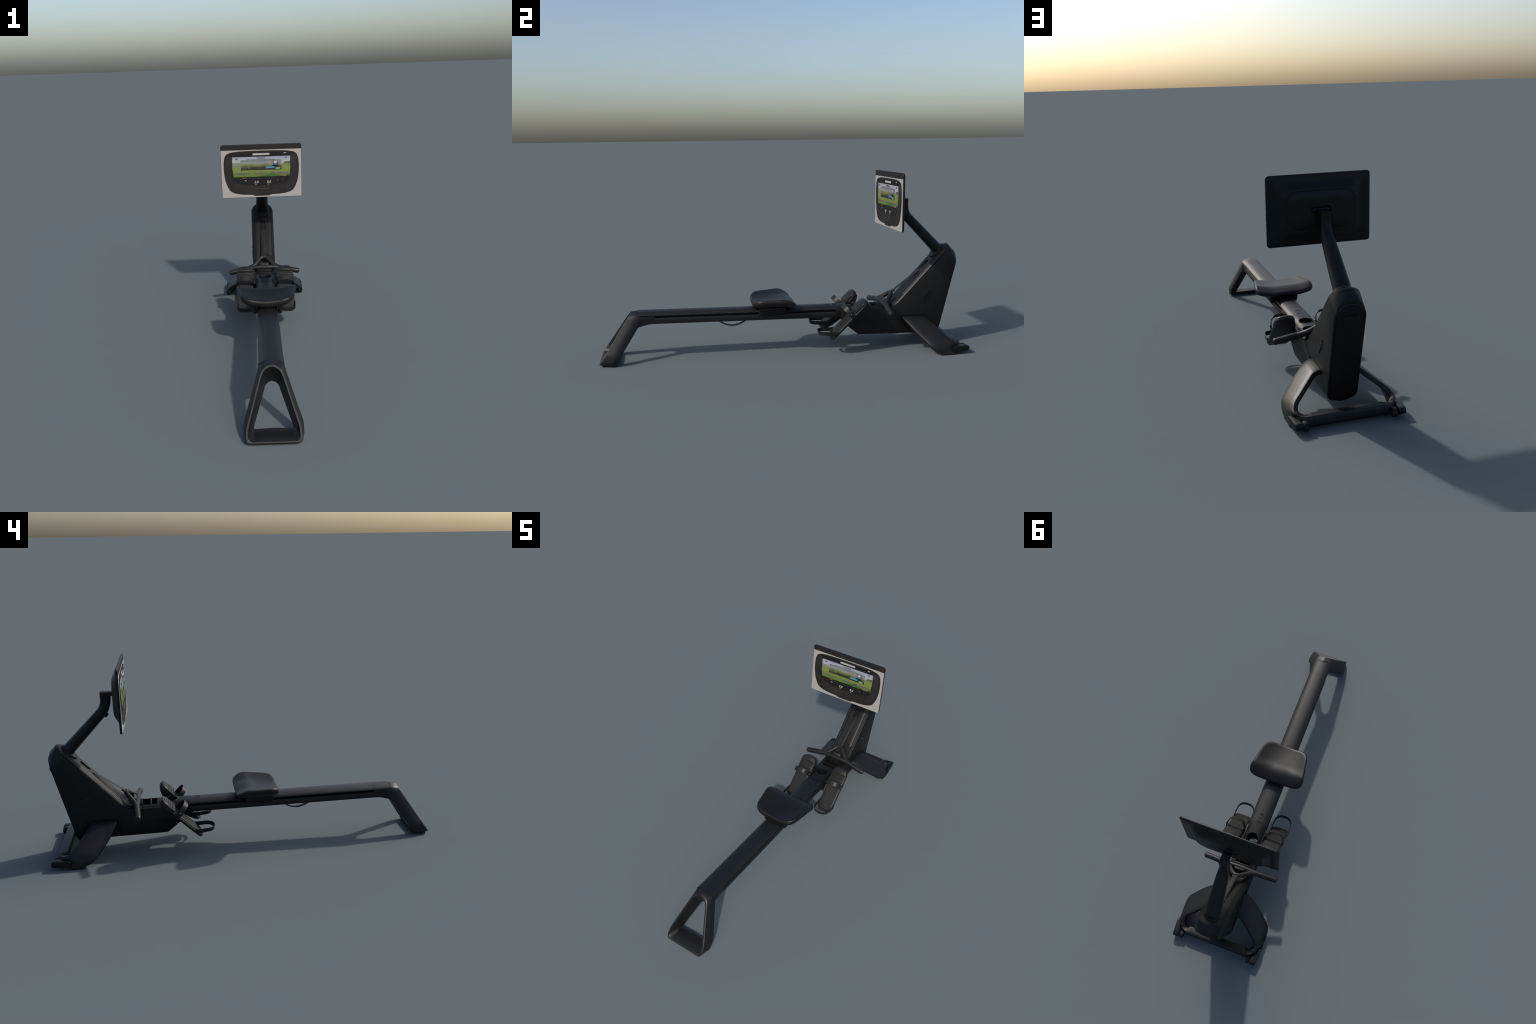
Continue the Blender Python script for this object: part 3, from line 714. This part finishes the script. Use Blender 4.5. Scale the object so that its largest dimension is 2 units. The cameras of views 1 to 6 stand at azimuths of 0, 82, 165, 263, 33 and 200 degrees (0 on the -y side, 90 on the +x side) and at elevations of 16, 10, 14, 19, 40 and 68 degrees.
# wedge under each plate, deepest on the side facing the housing
plates = [o for o in SC.objects if o.name.startswith('foot_plate')]
for p in plates:
    sg = 1 if p.location.x > 0 else -1; rings = []
    for u, w in ((.245, .002), (.262, .009), (.290, .018), (.340, .027), (.400, .033), (.445, .031), (.472, .025), (.490, .018), (.506, .010), (.518, .003)):
        hw = .0485 - .010 * sstep(.495, .520, u) - .008 * sstep(.275, .245, u); sec = []
        for x, n in ((hw, -.1060), (hw - .002, -.1095), (hw * .4, -.1098 - w * .28), (-hw * .3, -.1098 - w * .66), (-hw + .005, -.1098 - w * .97), (-hw + .001, -.1085 - w * .93), (-hw, -.1060 - w * .80), (-hw, -.1060)):
            sec.append(ped(x * sg, u, n))
        rings.append(sec)
    V, F = loft(rings); obj_from('plate_wedge', V, F, M_bed, p, 40)
for sx in (-1, 1):
    tube('plate_axle', [(sx * .045, .388, .185), (sx * .085, .384, .188)], .020, M_body, body, 24)

# ---- front stand (wishbone) -------------------------------------------------------
# each station: front edge (x,y,z) and rear edge (x,y,z) of the outer face
stations = [((.045, .672, .1790), (.045, .8075, .1790)), ((.072, .671, .1785), (.072, .8075, .1780)), ((.098, .676, .1700), (.090, .8085, .1755)), ((.120, .6865, .1560), (.108, .8125, .1680)),
            ((.163, .7125, .1225), (.147, .8410, .1385)), ((.200, .7420, .0900), (.178, .8640, .1150)), ((.222, .7605, .0700), (.201, .8800, .0975)), ((.2365, .7740, .0530), (.2155, .8950, .0840)),
            ((.2435, .7920, .0350), (.2235, .9130, .0720)), ((.2468, .8150, .0190), (.2245, .9270, .0660)), ((.2465, .8480, .0110), (.2190, .9380, .0610)), ((.2425, .8900, .0090), (.2090, .9455, .0580)),
            ((.2330, .9280, .0090), (.1975, .9540, .0575)), ((.2130, .9590, .0090), (.1830, .9615, .0580)), ((.1850, .9695, .0095), (.1660, .9650, .0585)), ((.1500, .9705, .0100), (.1450, .9660, .0585)),
            ((.08, .9705, .0100), (.08, .9660, .0585)), ((.0, .9705, .0100), (.0, .9660, .0585))]
TK = [.021, .021, .021, .021, .021, .021, .0215, .022, .023, .025, .028, .032, .036, .039, .041, .042, .042, .042]
NSUB = 5
fe = []; 
def cr(p, k):                                   # uniform Catmull-Rom so both edges stay in step
    out = []; P = [Vector(v) for v in p]; E = [P[0] * 2 - P[1]] + P + [P[-1] * 2 - P[-2]]
    for i in range(1, len(E) - 2):
        p0, p1, p2, p3 = E[i - 1:i + 3]
        for j in range(k):
            t = j / k; out.append(0.5 * ((2 * p1) + (p2 - p0) * t + (2 * p0 - 5 * p1 + 4 * p2 - p3) * t * t + (3 * p1 - p0 - 3 * p2 + p3) * t ** 3))
    return out + [P[-1]]
fe = cr([q[0] for q in stations], NSUB); re = cr([q[1] for q in stations], NSUB); tk = [v[0] for v in cr([(t, 0) for t in TK], NSUB)]
NS = len(fe); rings = []
for i in range(NS):
    a, b = fe[i], re[i]; w = b - a
    da = (fe[min(i + 1, NS - 1)] + re[min(i + 1, NS - 1)]) - (fe[max(i - 1, 0)] + re[max(i - 1, 0)])
    if i == NS - 1: da = Vector((-1, 0, 0))
    n = w.cross(da).normalized(); th = tk[i]; ring = []; cw = .14 * min(1, w.length / .13)
    # rounded-rectangle section with a slightly crowned outer face
    e1 = min(.2, .003 / w.length)
    for f, d in ((0.0, .22), (e1 * .35, .07), (e1, .0), (.25, -cw * .7), (.5, -cw), (.75, -cw * .7), (1 - e1, .0), (1 - e1 * .35, .07), (1.0, .22), (1.0, .80), (1 - e1 * .35, .94), (1 - e1, 1.0), (.5, 1.0), (e1, 1.0), (e1 * .35, .94), (0, .80)):
        q = a + w * f + n * (th * d); ring.append((q.x, q.y, max(q.z, .0075)))
    rings.append(ring)
rings += [[(-x, y, z) for x, y, z in r] for r in rings[-2::-1]]
V, F = loft(rings); stand = obj_from('wishbone_stand', V, F, M_metal, root, 50)
for sx in (-1, 1):
    # thin seam where the straight bar meets the bend
    src = min(rings, key=lambda r: abs(sum(p[0] for p in r) / len(r) - sx * .1545)); cy = sum(p[1] for p in src) / 16; cz = sum(p[2] for p in src) / 16
    V, F = loft([[(sx * .1545 + dx, cy + (y - cy) * 1.008, cz + (z - cz) * 1.008) for x, y, z in src] for dx in (-.0006, .0006)])
    obj_from('bar_seam', V, F, M_dark, stand)
    so2 = round_poly([(sx * .2440, .834), (sx * .2440, .918), (sx * .2150, .926), (sx * .2200, .850), (sx * .2320, .832)], .006, 4)
    prism('foot_sole', so2, lambda a, b, d: (a, b, d), .0, .0120, M_rubber, stand)
    # trailing skid: a capsule seen from the side, tapering in plan
    o = prism('skid', rrect(.950, .0305, .0490, .0155, .0150, 6), lambda a, b, d: (d, a, b), sx * .19, sx * .27, M_body, stand)
    sk = round_poly([(sx * .2475, .890), (sx * .2475, .903), (sx * .2385, 1.01), (sx * .2095, 1.01), (sx * .2110, .960), (sx * .2300, .920), (sx * .2440, .890)], [0, .002, .0, .0, .01, .02, 0], 4)
    boolean(o, prism('c', sk, lambda a, b, d: (a, b, d), -.1, .2), 'INTERSECT'); bevel(o, .0018, 2, 45, M_body)
    # transport wheel with its fork
    tube('transport_wheel', [(sx * .1845, .9770, .0245), (sx * .1860, .9770, .0245), (sx * .2015, .9770, .0245), (sx * .2030, .9770, .0245)], [.0200, .0213, .0213, .0200], M_rubber, stand, 32)
    box('wheel_fork', (sx * .194 - .0075, .950, .014), (sx * .194 + .0075, .972, .040), M_body, stand, .002)
